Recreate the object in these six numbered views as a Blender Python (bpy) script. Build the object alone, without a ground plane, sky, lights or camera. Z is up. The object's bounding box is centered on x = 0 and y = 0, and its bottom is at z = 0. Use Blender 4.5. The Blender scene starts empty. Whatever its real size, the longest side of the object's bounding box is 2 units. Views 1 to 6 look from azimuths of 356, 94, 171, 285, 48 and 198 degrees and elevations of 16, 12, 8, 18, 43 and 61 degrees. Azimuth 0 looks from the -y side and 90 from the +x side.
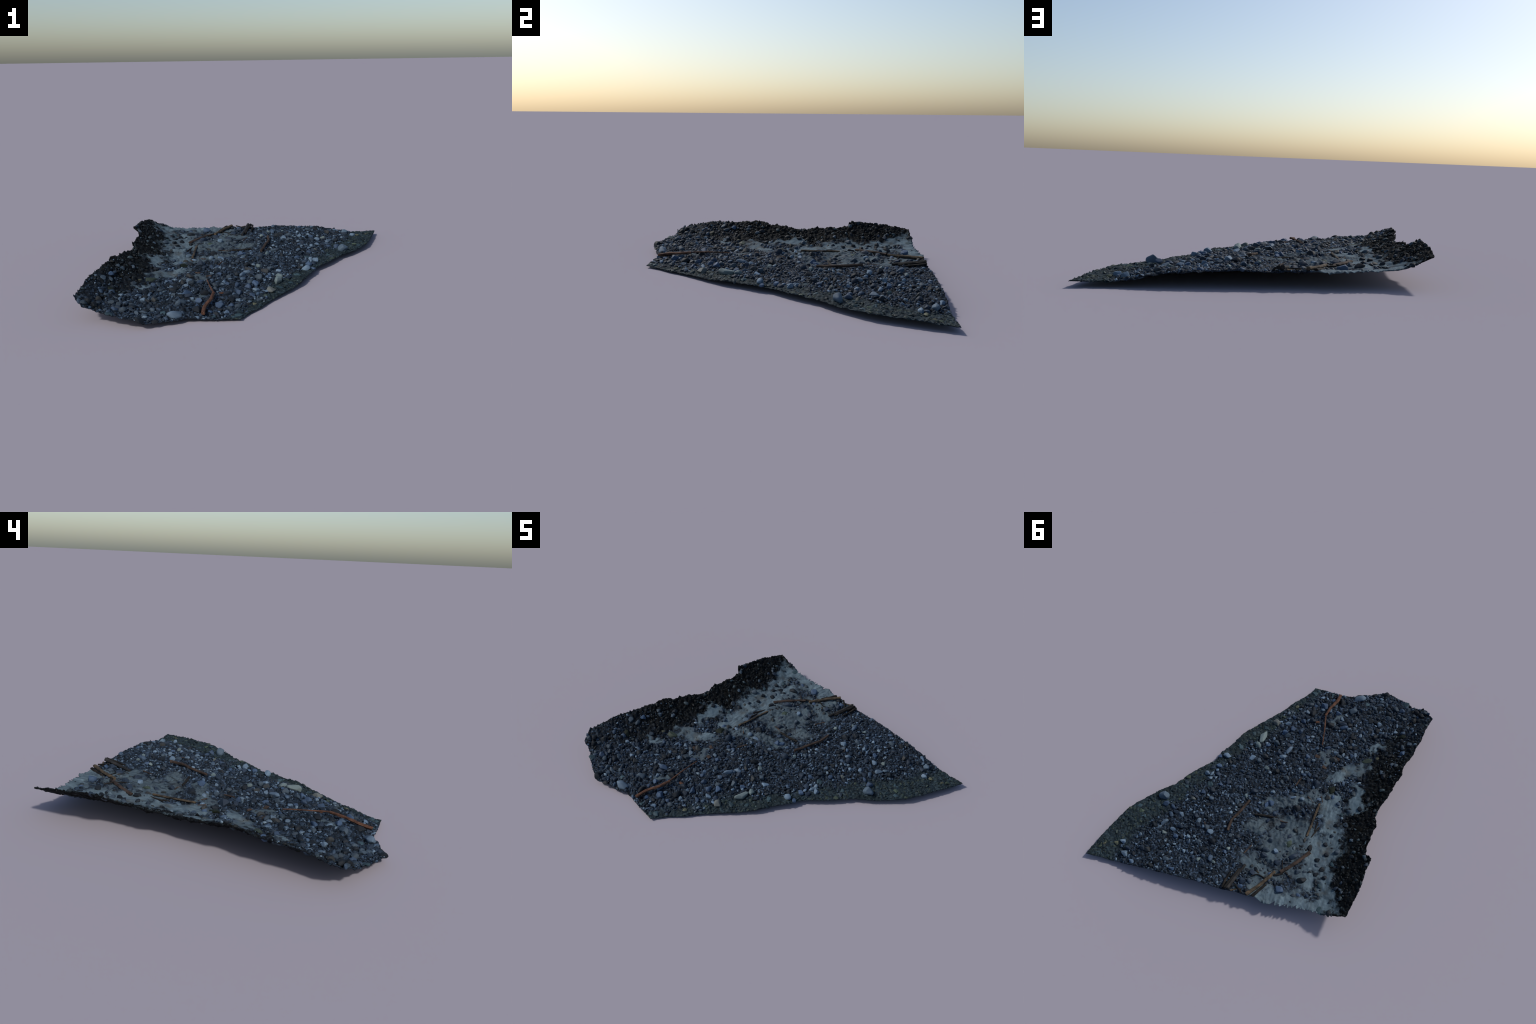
"""A cut-out patch of gravel beach: a thin curled crust of wet silt, pebble ridge,
sand with driftwood, and a steep dark gravel bank, with loose stones and sticks on it.
Metres, z up.  Everything is built from rules: a rim curve, a smooth bed surface through
measured levels, zones of ground, stones cut by planes, swept sticks."""
import bpy, math, random
import numpy as np
from mathutils import Vector, noise
from mathutils.geometry import delaunay_2d_cdt

RNG = np.random.default_rng(11)
random.seed(11)

# ---------------------------------------------------------------- rim and bed levels
# control points of the rim curve (x, y, height), walked from the far left corner
RIM = [
    (-0.736, 0.867, 0.168), (-0.754, 0.794, 0.176), (-0.77, 0.724, 0.188), (-0.789, 0.618, 0.2), (-0.787, 0.56, 0.204), (-0.805, 0.477, 0.204),
    (-0.765, 0.448, 0.18), (-0.76, 0.394, 0.168), (-0.775, 0.28, 0.164), (-0.79, 0.237, 0.156), (-0.77, 0.165, 0.152), (-0.783, 0.086, 0.148),
    (-0.822, -0.008, 0.156), (-0.848, -0.103, 0.172), (-0.874, -0.166, 0.184), (-0.87, -0.229, 0.184), (-0.917, -0.346, 0.165), (-0.921, -0.389, 0.168),
    (-0.957, -0.496, 0.168), (-0.959, -0.562, 0.16), (-0.993, -0.699, 0.13), (-0.943, -0.781, 0.105), (-0.869, -0.79, 0.075), (-0.79, -0.833, 0.064),
    (-0.712, -0.864, 0.06), (-0.616, -0.892, 0.042), (-0.544, -0.859, 0.026), (-0.441, -0.835, 0.026), (-0.408, -0.806, 0.02), (-0.341, -0.804, 0.014),
    (-0.257, -0.813, 0.016), (-0.201, -0.815, 0.016), (-0.118, -0.819, 0.014), (-0.071, -0.735, 0.008), (0.002, -0.653, 0.012), (0.059, -0.563, 0.013),
    (0.14, -0.465, 0.016), (0.209, -0.379, 0.02), (0.276, -0.292, 0.028), (0.314, -0.203, 0.03), (0.383, -0.089, 0.034), (0.401, -0.025, 0.032),
    (0.502, 0.085, 0.032), (0.561, 0.16, 0.032), (0.617, 0.24, 0.03), (0.687, 0.296, 0.032), (0.765, 0.382, 0.032), (0.847, 0.484, 0.036),
    (0.883, 0.57, 0.036), (0.934, 0.693, 0.036), (0.997, 0.872, 0.03), (0.898, 0.869, 0.028), (0.744, 0.871, 0.036), (0.611, 0.874, 0.066),
    (0.486, 0.876, 0.08), (0.328, 0.876, 0.084), (0.197, 0.872, 0.09), (0.09, 0.876, 0.082), (0.029, 0.877, 0.09), (-0.039, 0.872, 0.088),
    (-0.122, 0.877, 0.086), (-0.157, 0.875, 0.09), (-0.226, 0.895, 0.086), (-0.311, 0.89, 0.09), (-0.41, 0.876, 0.096), (-0.51, 0.872, 0.098),
    (-0.589, 0.875, 0.106), (-0.654, 0.872, 0.136),
]
# levels of the bed inside the rim (x, y, height)
BED_HEIGHTS = [
    (-0.9, -0.7, 0.097), (-0.7, -0.7, 0.054), (-0.5, -0.7, 0.042), (-0.3, -0.7, 0.029), (-0.8, -0.5, 0.084), (-0.6, -0.5, 0.054),
    (-0.4, -0.5, 0.049), (-0.2, -0.5, 0.041), (0.0, -0.5, 0.028), (-0.7, -0.3, 0.08), (-0.5, -0.3, 0.053), (-0.3, -0.3, 0.054),
    (-0.1, -0.3, 0.054), (0.1, -0.3, 0.036), (-0.6, -0.1, 0.075), (-0.4, -0.1, 0.057), (-0.2, -0.1, 0.06), (0.0, -0.1, 0.05),
    (0.2, -0.1, 0.034), (-0.7, 0.1, 0.11), (-0.5, 0.1, 0.06), (-0.3, 0.1, 0.064), (-0.1, 0.1, 0.062), (0.1, 0.1, 0.055),
    (0.3, 0.1, 0.037), (-0.6, 0.3, 0.09), (-0.4, 0.3, 0.065), (-0.2, 0.3, 0.053), (0.0, 0.3, 0.059), (0.2, 0.3, 0.069),
    (0.4, 0.3, 0.05), (-0.7, 0.5, 0.141), (-0.5, 0.5, 0.074), (-0.3, 0.5, 0.075), (-0.1, 0.5, 0.06), (0.1, 0.5, 0.085),
    (0.3, 0.5, 0.075), (0.5, 0.5, 0.05), (0.7, 0.5, 0.037), (-0.6, 0.7, 0.099), (-0.4, 0.7, 0.075), (-0.2, 0.7, 0.075),
    (0.0, 0.7, 0.069), (0.2, 0.7, 0.08), (0.4, 0.7, 0.072), (0.6, 0.7, 0.052), (0.8, 0.7, 0.03),
]
# the stones that stand out: x, y, length mm, width mm, heading degrees
STONES_PALE = [
    (-0.462, -0.797, 87, 58, 33), (-0.01, -0.447, 45, 27, 7), (-0.079, -0.223, 69, 33, 75), (-0.644, -0.602, 35, 34, 14), (0.331, -0.075, 54, 41, 21), (0.415, 0.094, 40, 37, 173),
    (0.387, 0.128, 28, 31, 14), (-0.208, 0.131, 52, 25, 9), (-0.269, 0.128, 38, 32, 39), (-0.204, 0.078, 40, 25, 173), (0.643, 0.34, 67, 63, 153), (0.574, 0.527, 63, 27, 54),
    (0.249, 0.523, 46, 41, 13), (0.479, 0.448, 26, 41, 24), (0.498, 0.563, 46, 29, 2), (0.792, 0.729, 40, 33, 12), (0.749, 0.808, 42, 46, 12), (0.681, 0.845, 49, 33, 156),
    (0.376, 0.597, 31, 30, 154), (0.368, 0.696, 24, 28, 48), (-0.204, 0.539, 37, 33, 173),
]
STONES_GREY = [
    (-0.437, -0.666, 61, 51, 51), (-0.035, -0.339, 49, 34, 31), (-0.164, -0.258, 35, 33, 15), (-0.717, -0.384, 36, 40, 46), (-0.583, -0.734, 30, 33, 13), (-0.735, -0.755, 41, 38, 11),
    (-0.763, -0.698, 32, 35, 10), (-0.805, -0.674, 43, 33, 174), (-0.623, -0.772, 48, 26, 172), (-0.382, -0.337, 48, 35, 39), (-0.432, -0.266, 40, 29, 4), (-0.569, -0.138, 44, 26, 179),
    (-0.206, 0.077, 39, 26, 173), (0.016, -0.26, 45, 39, 168), (0.1, -0.089, 36, 34, 12), (0.152, 0.26, 31, 44, 61), (0.461, 0.779, 44, 33, 25), (0.3, 0.611, 32, 41, 58),
    (-0.151, 0.466, 34, 37, 49), (-0.14, 0.542, 48, 36, 16), (-0.092, 0.508, 36, 33, 17), (-0.379, 0.636, 38, 34, 17), (-0.419, 0.624, 29, 23, 16), (-0.585, 0.449, 43, 34, 31),
    (-0.593, 0.143, 49, 32, 155), (-0.674, 0.716, 22, 22, 6), (-0.655, 0.353, 32, 28, 6), (-0.646, 0.547, 26, 21, 5),
]
STONES_BLUE = [
    (-0.226, -0.663, 48, 56, 13), (-0.118, -0.491, 45, 36, 147), (-0.405, -0.508, 63, 40, 9), (-0.058, -0.409, 41, 46, 14), (-0.008, -0.365, 40, 40, 50), (-0.118, -0.395, 35, 39, 15),
    (-0.337, -0.62, 43, 36, 168), (-0.333, -0.313, 44, 26, 34), (-0.267, -0.067, 31, 33, 16), (0.361, 0.016, 44, 33, 15), (0.379, -0.062, 31, 30, 15), (-0.076, 0.208, 40, 48, 47),
    (0.394, 0.249, 34, 31, 161), (0.611, 0.393, 45, 41, 14), (0.556, 0.404, 49, 25, 159), (0.113, 0.631, 22, 40, 39), (0.402, 0.835, 34, 25, 26), (0.461, 0.61, 30, 36, 48),
    (-0.298, 0.785, 55, 47, 175),
]
STONES_WET = [
    (-0.127, -0.767, 46, 45, 13), (-0.263, -0.787, 31, 37, 15), (-0.125, -0.686, 26, 19, 146), (-0.528, -0.758, 36, 41, 13), (-0.796, -0.813, 46, 50, 57), (0.135, -0.375, 48, 31, 157),
    (0.205, -0.306, 29, 36, 14), (0.375, 0.176, 48, 34, 161), (0.525, 0.23, 31, 28, 14), (0.792, 0.454, 58, 30, 10), (0.716, 0.517, 28, 24, 165), (0.371, 0.174, 42, 47, 14),
    (-0.574, 0.536, 36, 29, 167), (-0.558, 0.175, 39, 32, 8), (-0.028, 0.842, 35, 26, 16), (-0.563, 0.844, 45, 32, 76), (-0.582, 0.866, 34, 26, 11), (-0.535, 0.69, 37, 39, 12),
]
STONES_DARK = [
    (-0.16, -0.582, 60, 42, 81), (-0.31, -0.507, 55, 44, 27), (-0.349, -0.728, 42, 78, 14), (-0.637, -0.872, 65, 49, 176), (-0.56, -0.861, 39, 30, 23), (-0.881, -0.745, 44, 37, 164),
    (-0.919, -0.717, 41, 35, 3), (-0.607, -0.11, 36, 25, 177), (-0.252, 0.206, 60, 56, 153), (-0.042, -0.033, 39, 45, 150), (0.214, 0.584, 58, 37, 164), (-0.414, 0.687, 64, 43, 6),
    (-0.547, 0.634, 35, 31, 0), (-0.488, 0.624, 41, 32, 35), (-0.448, 0.622, 26, 34, 174), (-0.475, 0.526, 36, 32, 36), (-0.5, 0.41, 33, 27, 2), (-0.535, 0.261, 37, 28, 168),
    (-0.524, 0.479, 32, 27, 11), (-0.681, 0.469, 39, 26, 163),
]
STONES_SLATE = [
    (-0.176, -0.51, 56, 36, 1), (-0.392, -0.539, 60, 31, 8), (-0.23, -0.145, 48, 36, 172), (-0.309, -0.064, 42, 35, 179), (-0.339, -0.009, 49, 63, 16), (0.058, 0.155, 49, 47, 50),
    (0.338, 0.22, 40, 39, 14), (0.375, 0.437, 39, 41, 12), (0.646, 0.739, 32, 49, 61), (0.735, 0.762, 48, 29, 173), (0.453, 0.53, 39, 37, 12), (-0.324, 0.545, 65, 41, 26),
    (-0.138, 0.587, 49, 38, 164), (-0.527, 0.343, 27, 28, 11), (-0.235, 0.611, 50, 44, 15), (-0.056, 0.788, 44, 44, 16), (-0.635, 0.693, 36, 31, 7), (-0.191, 0.239, 37, 36, 13),
    (-0.222, 0.248, 31, 32, 173), (-0.091, 0.336, 28, 37, 17), (-0.196, 0.347, 46, 37, 26),
]
STONES_OCHRE = [
    (-0.029, -0.619, 28, 31, 13), (-0.685, -0.31, 31, 28, 7), (0.905, 0.771, 23, 22, 16), (0.832, 0.749, 31, 30, 13), (-0.209, 0.457, 24, 25, 14),
]
STONES_GREEN = [
    (-0.624, -0.277, 73, 46, 17), (0.501, 0.112, 31, 25, 15), (0.539, 0.156, 35, 28, 26), (0.756, 0.487, 38, 28, 174), (0.926, 0.797, 25, 23, 17), (-0.27, 0.464, 48, 47, 37),
]
STONES_BROWN = [
    (-0.577, -0.615, 38, 41, 15), (-0.869, -0.669, 40, 37, 169), (-0.437, -0.317, 33, 52, 28), (-0.398, -0.226, 55, 39, 156), (-0.039, -0.108, 50, 28, 159), (0.063, -0.135, 50, 35, 169),
    (0.334, 0.333, 39, 25, 25), (0.6, 0.745, 39, 38, 164), (-0.432, 0.073, 41, 33, 173),
]
STONES_MOSS = [
    (-0.821, -0.516, 54, 40, 156), (-0.439, 0.004, 59, 75, 147),
]
STONES_CREAM = [
    (0.145, -0.217, 42, 49, 13), (0.133, -0.286, 102, 46, 78), (0.033, -0.044, 38, 33, 12), (0.105, 0.205, 28, 37, 173), (0.546, 0.603, 37, 27, 163), (0.097, 0.607, 27, 26, 18),
    (0.259, 0.726, 34, 22, 53), (0.158, 0.719, 24, 24, 16),
]
STONES_TAN = [
    (0.074, -0.439, 58, 48, 156), (0.445, 0.314, 25, 35, 62),
]
STONES_SANDY = [
    (-0.418, 0.217, 52, 41, 16),
]

# ---------------------------------------------------------------- smooth bed surface
rim = np.array(RIM)
bed = np.array(BED_HEIGHTS)
_ctl = np.vstack([bed, rim])
_wt = np.r_[np.full(len(bed), 1.0), np.full(len(rim), 1.0)]


def _tps(r):
    return r * r * np.log(r + 1e-9)


def _solve():
    n = len(_ctl)
    d = np.linalg.norm(_ctl[:, None, :2] - _ctl[None, :, :2], axis=2)
    k = _tps(d) + 0.003 * np.diag(1 / _wt)
    p = np.c_[np.ones(n), _ctl[:, :2]]
    a = np.block([[k, p], [p.T, np.zeros((3, 3))]])
    return np.linalg.solve(a, np.r_[_ctl[:, 2], 0, 0, 0])


_coef = _solve()


def bed_z(xy):
    """Height of the smooth bed under points (n, 2)."""
    xy = np.atleast_2d(np.asarray(xy, float))
    out = np.empty(len(xy))
    for i in range(0, len(xy), 20000):
        q = xy[i:i + 20000]
        d = np.linalg.norm(q[:, None] - _ctl[None, :, :2], axis=2)
        out[i:i + 20000] = _tps(d) @ _coef[:-3] + _coef[-3] + q @ _coef[-2:]
    return out


def bed_normal(xy):
    xy = np.atleast_2d(xy)
    e = 0.006
    gx = (bed_z(xy + [e, 0]) - bed_z(xy - [e, 0])) / (2 * e)
    gy = (bed_z(xy + [0, e]) - bed_z(xy - [0, e])) / (2 * e)
    n = np.c_[-gx, -gy, np.ones(len(xy))]
    return n / np.linalg.norm(n, axis=1)[:, None]


# ---------------------------------------------------------------- zones of ground
# edge of the wet silt: x of the line as y grows (seaward is +x of it)
WET_LINE = [(-0.90, -0.30), (-0.80, -0.19), (-0.62, -0.06), (-0.38, 0.05), (-0.21, 0.16), (-0.06, 0.28),
            (0.06, 0.37), (0.20, 0.44), (0.32, 0.50), (0.45, 0.59), (0.59, 0.67), (0.72, 0.77), (0.90, 0.76)]
# foot of the dark bank: x of the line as y grows (bank is -x of it)
BANK_LINE = [(-0.90, -0.93), (-0.79, -0.87), (-0.65, -0.80), (-0.46, -0.71), (-0.30, -0.65), (-0.16, -0.635),
             (0.00, -0.61), (0.16, -0.555), (0.29, -0.565), (0.45, -0.555), (0.61, -0.575), (0.76, -0.585), (0.90, -0.60)]
# sand lies in tongues: (x, y) to (x, y), half width
SAND = [(-0.18, 0.89, -0.56, 0.83, 0.095), (-0.48, 0.12, -0.51, 0.56, 0.085), (-0.49, 0.47, -0.41, 0.68, 0.08),
        (0.00, 0.38, -0.35, 0.35, 0.075), (-0.15, 0.51, -0.43, 0.43, 0.10), (-0.05, 0.66, -0.35, 0.67, 0.06),
        (-0.41, -0.07, -0.60, -0.18, 0.055), (-0.31, -0.21, -0.39, -0.30, 0.028), (-0.31, -0.55, -0.40, -0.59, 0.024),
        (-0.61, -0.37, -0.70, -0.41, 0.03), (-0.60, -0.02, -0.62, 0.12, 0.045), (-0.08, 0.18, -0.37, 0.10, 0.055),
        (-0.55, 0.62, -0.57, 0.80, 0.055), (-0.16, 0.66, -0.15, 0.85, 0.06)]


def fbm(x, y, scale, seed, octaves=3):
    return noise.fractal(Vector((x * scale, y * scale, seed)), 1.0, 2.0, octaves)


def fbm_many(xy, scale, seed, octaves=3):
    return np.array([fbm(float(x), float(y), scale, seed, octaves) for x, y in xy])


def wet_depth(xy):
    """Metres seaward of the wet line (positive on wet silt)."""
    xy = np.atleast_2d(xy)
    w = np.array(WET_LINE)
    return (xy[:, 0] - np.interp(xy[:, 1], w[:, 0], w[:, 1])) * 0.8


def bank_depth(xy):
    xy = np.atleast_2d(xy)
    b = np.array(BANK_LINE)
    return np.interp(xy[:, 1], b[:, 0], b[:, 1]) - xy[:, 0]


# the outlines of the sand wander by sums of slanted waves: (size, kx, ky, phase)
WARP_X = [(0.028, 9.0, 17.0, 0.3), (0.018, -23.0, 41.0, 1.0), (0.010, 83.0, 37.0, 2.0), (0.006, -61.0, 120.0, 0.5)]
WARP_Y = [(0.026, 15.0, -11.0, 2.1), (0.018, 37.0, 29.0, 0.2), (0.010, -71.0, 53.0, 1.7), (0.006, 131.0, 47.0, 3.0)]


def bank_share(xy):
    """0 to 1: how far the ground has turned to the dark soil of the bank; it pales towards the near end."""
    xy = np.atleast_2d(xy)
    return np.clip(bank_depth(xy) / 0.06 + 0.5, 0, 1) * np.clip((xy[:, 1] + 0.72) / 0.5, 0.25, 1)


def sand_depth(xy):
    """1 in the middle of a sand tongue, 0 on its edge, negative outside."""
    xy = np.atleast_2d(xy)
    wx = sum(a * np.sin(kx * xy[:, 0] + ky * xy[:, 1] + p) for a, kx, ky, p in WARP_X)
    wy = sum(a * np.sin(kx * xy[:, 0] + ky * xy[:, 1] + p) for a, kx, ky, p in WARP_Y)
    xy = xy + np.c_[wx, wy]
    best = np.full(len(xy), -9.0)
    for ax, ay, bx, by_, r in SAND:
        a = np.array([ax, ay]); d = np.array([bx - ax, by_ - ay])
        t = np.clip(((xy - a) @ d) / (d @ d), 0, 1)
        best = np.maximum(best, 1 - np.linalg.norm(xy - a - t[:, None] * d, axis=1) / r)
    return best


# ---------------------------------------------------------------- rim polygon
def build_rim(step):
    """Resample the rim, roughen it, and tear teeth into the far edge."""
    pts = []
    n = len(rim)
    for i in range(n):
        a, b = rim[i, :2], rim[(i + 1) % n, :2]
        L = np.linalg.norm(b - a)
        k = max(1, int(round(L / step)))
        far = a[1] > 0.86 and b[1] > 0.86
        d = (b - a) / L
        nrm = np.array([-d[1], d[0]])
        left = a[0] < -0.7 and not far
        for j in range(k):
            p = a + (b - a) * j / k
            q = nrm * 0
            s = 0.0055 if left else 0.0035
            q = nrm * (noise.noise(Vector((p[0] * 34, p[1] * 34, 3.1))) * 1.1 + noise.noise(Vector((p[0] * 90, p[1] * 90, 8.3))) * 0.8) * s
            if far:
                sandy = math.exp(-((p[0] + 0.38) / 0.2) ** 4)
                per = 0.010 + 0.015 * sandy
                tooth = (p[0] / per + 0.6 * noise.noise(Vector((p[0] * 15, 0, 1)))) % 1.0
                depth = (0.008 + 0.026 * sandy) * (0.45 + 0.55 * abs(noise.noise(Vector((p[0] * 23, 4, 1)))) * 2)
                q = np.array([0, -depth * (1 - tooth) + depth * 0.15])
                q[1] = min(q[1], 0.897 - p[1])
            pts.append(p + q)
    pts = np.array(pts)
    pts[:, 0] = np.clip(pts[:, 0], -0.999, 0.999)
    return pts


STEP = 0.0050
rim_xy = build_rim(STEP)


def inside_many(xy, poly):
    x, y = xy[:, 0], xy[:, 1]
    c = np.zeros(len(xy), bool)
    xj, yj = poly[-1]
    for xi, yi in poly:
        if yi != yj:
            c ^= ((yi > y) != (yj > y)) & (x < (xj - xi) * (y - yi) / (yj - yi) + xi)
        xj, yj = xi, yi
    return c


def rim_distance(xy):
    out = np.full(len(xy), 9.0)
    a = rim[:, :2]; b = np.roll(a, -1, axis=0)
    for p, q in zip(a, b):
        d = q - p
        t = np.clip(((xy - p) @ d) / (d @ d), 0, 1)
        out = np.minimum(out, np.linalg.norm(xy - p - t[:, None] * d, axis=1))
    return out


# ---------------------------------------------------------------- relief of the crust
# low lumps and hollows of silted debris: x, y, radius, rise
MOUNDS = [(-0.42, 0.45, 0.05, -0.006), (-0.17, 0.52, 0.05, -0.006), (-0.08, 0.44, 0.035, 0.010), (-0.20, 0.62, 0.035, 0.009), (-0.25, 0.47, 0.03, 0.010), (-0.45, 0.62, 0.04, 0.008),
          (-0.30, 0.25, 0.07, 0.010), (-0.47, 0.33, 0.06, 0.007), (-0.22, 0.40, 0.06, 0.008), (-0.33, 0.12, 0.06, 0.008), (-0.10, 0.17, 0.06, 0.008),
          (-0.30, -0.66, 0.06, 0.010), (-0.24, 0.21, 0.08, 0.016), (-0.39, 0.52, 0.05, 0.010), (-0.01, 0.39, 0.05, 0.010), (-0.36, 0.40, 0.04, 0.010),
          (-0.44, -0.71, 0.09, 0.020), (-0.22, -0.54, 0.05, 0.010), (-0.14, 0.31, 0.04, 0.012), (-0.30, 0.62, 0.05, 0.008)]


def domes(xy, size, seed):
    """Rounded grains packed side by side, each of its own height, 0 to 1."""
    out = np.empty(len(xy))
    for i, (x, y) in enumerate(xy):
        wx = x + 0.25 * size * noise.noise(Vector((x / size, y / size, seed)))
        d, p = noise.voronoi(Vector((wx / size, y / size, seed)))
        k = noise.cell(p[0] * 13.7 + p[1] * 7.3)
        out[i] = max(0.0, 1 - (d[0] / 0.62) ** 2) * (0.35 + 0.65 * abs(k))
    return out


def relief(xy):
    """Fine height added to the smooth bed: grit in gravel, soft flow in sand."""
    sd = sand_depth(xy)
    sand = np.clip(sd * 2.5 + 0.5, 0, 1)
    wet = np.clip(wet_depth(xy) / 0.06 + 0.5, 0, 1)
    bank = np.clip(bank_depth(xy) / 0.06 + 0.5, 0, 1)
    grit = fbm_many(xy, 42.0, 0.0, 3)
    lump = fbm_many(xy, 13.0, 5.0, 3)
    grain = domes(xy, 0.022, 1.0) * 0.010 + domes(xy, 0.013, 4.0) * 0.006
    flow = np.array([noise.noise(Vector((x * 9 + 2.2 * y, y * 26 - 5 * x, 2.0))) for x, y in xy])
    g = grain + grit * 0.004 + lump * 0.006 - 0.004
    s = lump * 0.009 + flow * 0.004 + 0.002 + np.maximum(grit, 0) * 0.003
    w = grain * 0.7 + grit * 0.003 + lump * 0.005 - 0.003
    k = grain * 1.1 + grit * 0.006 + lump * 0.010 - 0.003
    h = g * (1 - wet) + w * wet
    h = h * (1 - bank) + k * bank
    h = h * (1 - sand) + s * sand
    for mx, my, r, up in MOUNDS:
        q = ((xy[:, 0] - mx) ** 2 + (xy[:, 1] - my) ** 2) / r ** 2
        h += up * np.exp(-q) * (0.75 + 0.9 * grit)
    return h


def ground_mesh():
    lo, hi = rim_xy.min(0), rim_xy.max(0)
    xs = np.arange(lo[0], hi[0], STEP)
    ys = np.arange(lo[1], hi[1], STEP * 0.87)
    gx, gy = np.meshgrid(xs, ys)
    gx = gx + (np.arange(len(ys)) % 2)[:, None] * STEP * 0.5
    p = np.c_[gx.ravel(), gy.ravel()] + RNG.uniform(-0.22, 0.22, (gx.size, 2)) * STEP
    p = p[inside_many(p, rim_xy)]
    # keep clear of the rim so that no slivers form
    near = np.full(len(p), 9.0)
    cell = {}
    for i, q in enumerate(rim_xy):
        cell.setdefault((int(q[0] // 0.02), int(q[1] // 0.02)), []).append(q)
    keep = np.ones(len(p), bool)
    for i in np.where(rim_distance(p) < 0.03)[0]:
        cx, cy = int(p[i, 0] // 0.02), int(p[i, 1] // 0.02)
        for ix in (cx - 1, cx, cx + 1):
            for iy in (cy - 1, cy, cy + 1):
                for q in cell.get((ix, iy), ()):
                    if abs(q[0] - p[i, 0]) < STEP * 0.5 and abs(q[1] - p[i, 1]) < STEP * 0.5:
                        keep[i] = False
    p = p[keep]
    nr = len(rim_xy)
    allp = np.vstack([rim_xy, p])
    v, e, f, *_ = delaunay_2d_cdt([Vector(q) for q in allp], [(i, (i + 1) % nr) for i in range(nr)], [], 1, 1e-6)
    xy = np.array([(q.x, q.y) for q in v])
    tri = np.array([t for t in f if len(t) == 3])
    # orient upward
    a, b, c = xy[tri[:, 0]], xy[tri[:, 1]], xy[tri[:, 2]]
    flip = (b[:, 0] - a[:, 0]) * (c[:, 1] - a[:, 1]) - (b[:, 1] - a[:, 1]) * (c[:, 0] - a[:, 0]) < 0
    tri[flip] = tri[flip][:, ::-1]
    return xy, tri


xy, tri = ground_mesh()
zb = bed_z(xy)
ragged = np.clip((xy[:, 1] - 0.855) / 0.02, 0, 1) * (np.abs(xy[:, 0]) < 0.72)
ztop = np.maximum(zb + relief(xy) + ragged * 0.008 * fbm_many(xy, 55.0, 30.0, 2), 0.0035)
CRUST = 0.0035
zbot = np.maximum(np.minimum(zb - CRUST, ztop - 0.003), 0.0)
nv = len(xy)
verts = np.vstack([np.c_[xy, ztop], np.c_[xy, zbot]])
# border edges of the top skin make the wall
edges = {}
for t in tri:
    for i in range(3):
        k = (t[i], t[(i + 1) % 3])
        edges[(min(k), max(k))] = None if (min(k), max(k)) in edges else k
wall = [(b, a, a + nv, b + nv) for k in edges.values() if k is not None for a, b in [k]]
wall = np.array([[q[0], q[1], q[2]] for q in wall] + [[q[0], q[2], q[3]] for q in wall])
faces = np.vstack([tri, tri[:, ::-1] + nv, wall])
# vertex normals of the whole body, shared by its parts
fn = np.cross(verts[faces[:, 1]] - verts[faces[:, 0]], verts[faces[:, 2]] - verts[faces[:, 0]])
vn = np.zeros_like(verts)
for i in range(3):
    np.add.at(vn, faces[:, i], fn)
vn /= np.maximum(np.linalg.norm(vn, axis=1), 1e-12)[:, None]

# ---------------------------------------------------------------- materials
def srgb(r, g, b):
    f = lambda c: c / 12.92 if c <= 0.04045 else ((c + 0.055) / 1.055) ** 2.4
    return (f(r / 255), f(g / 255), f(b / 255), 1.0)


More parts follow.
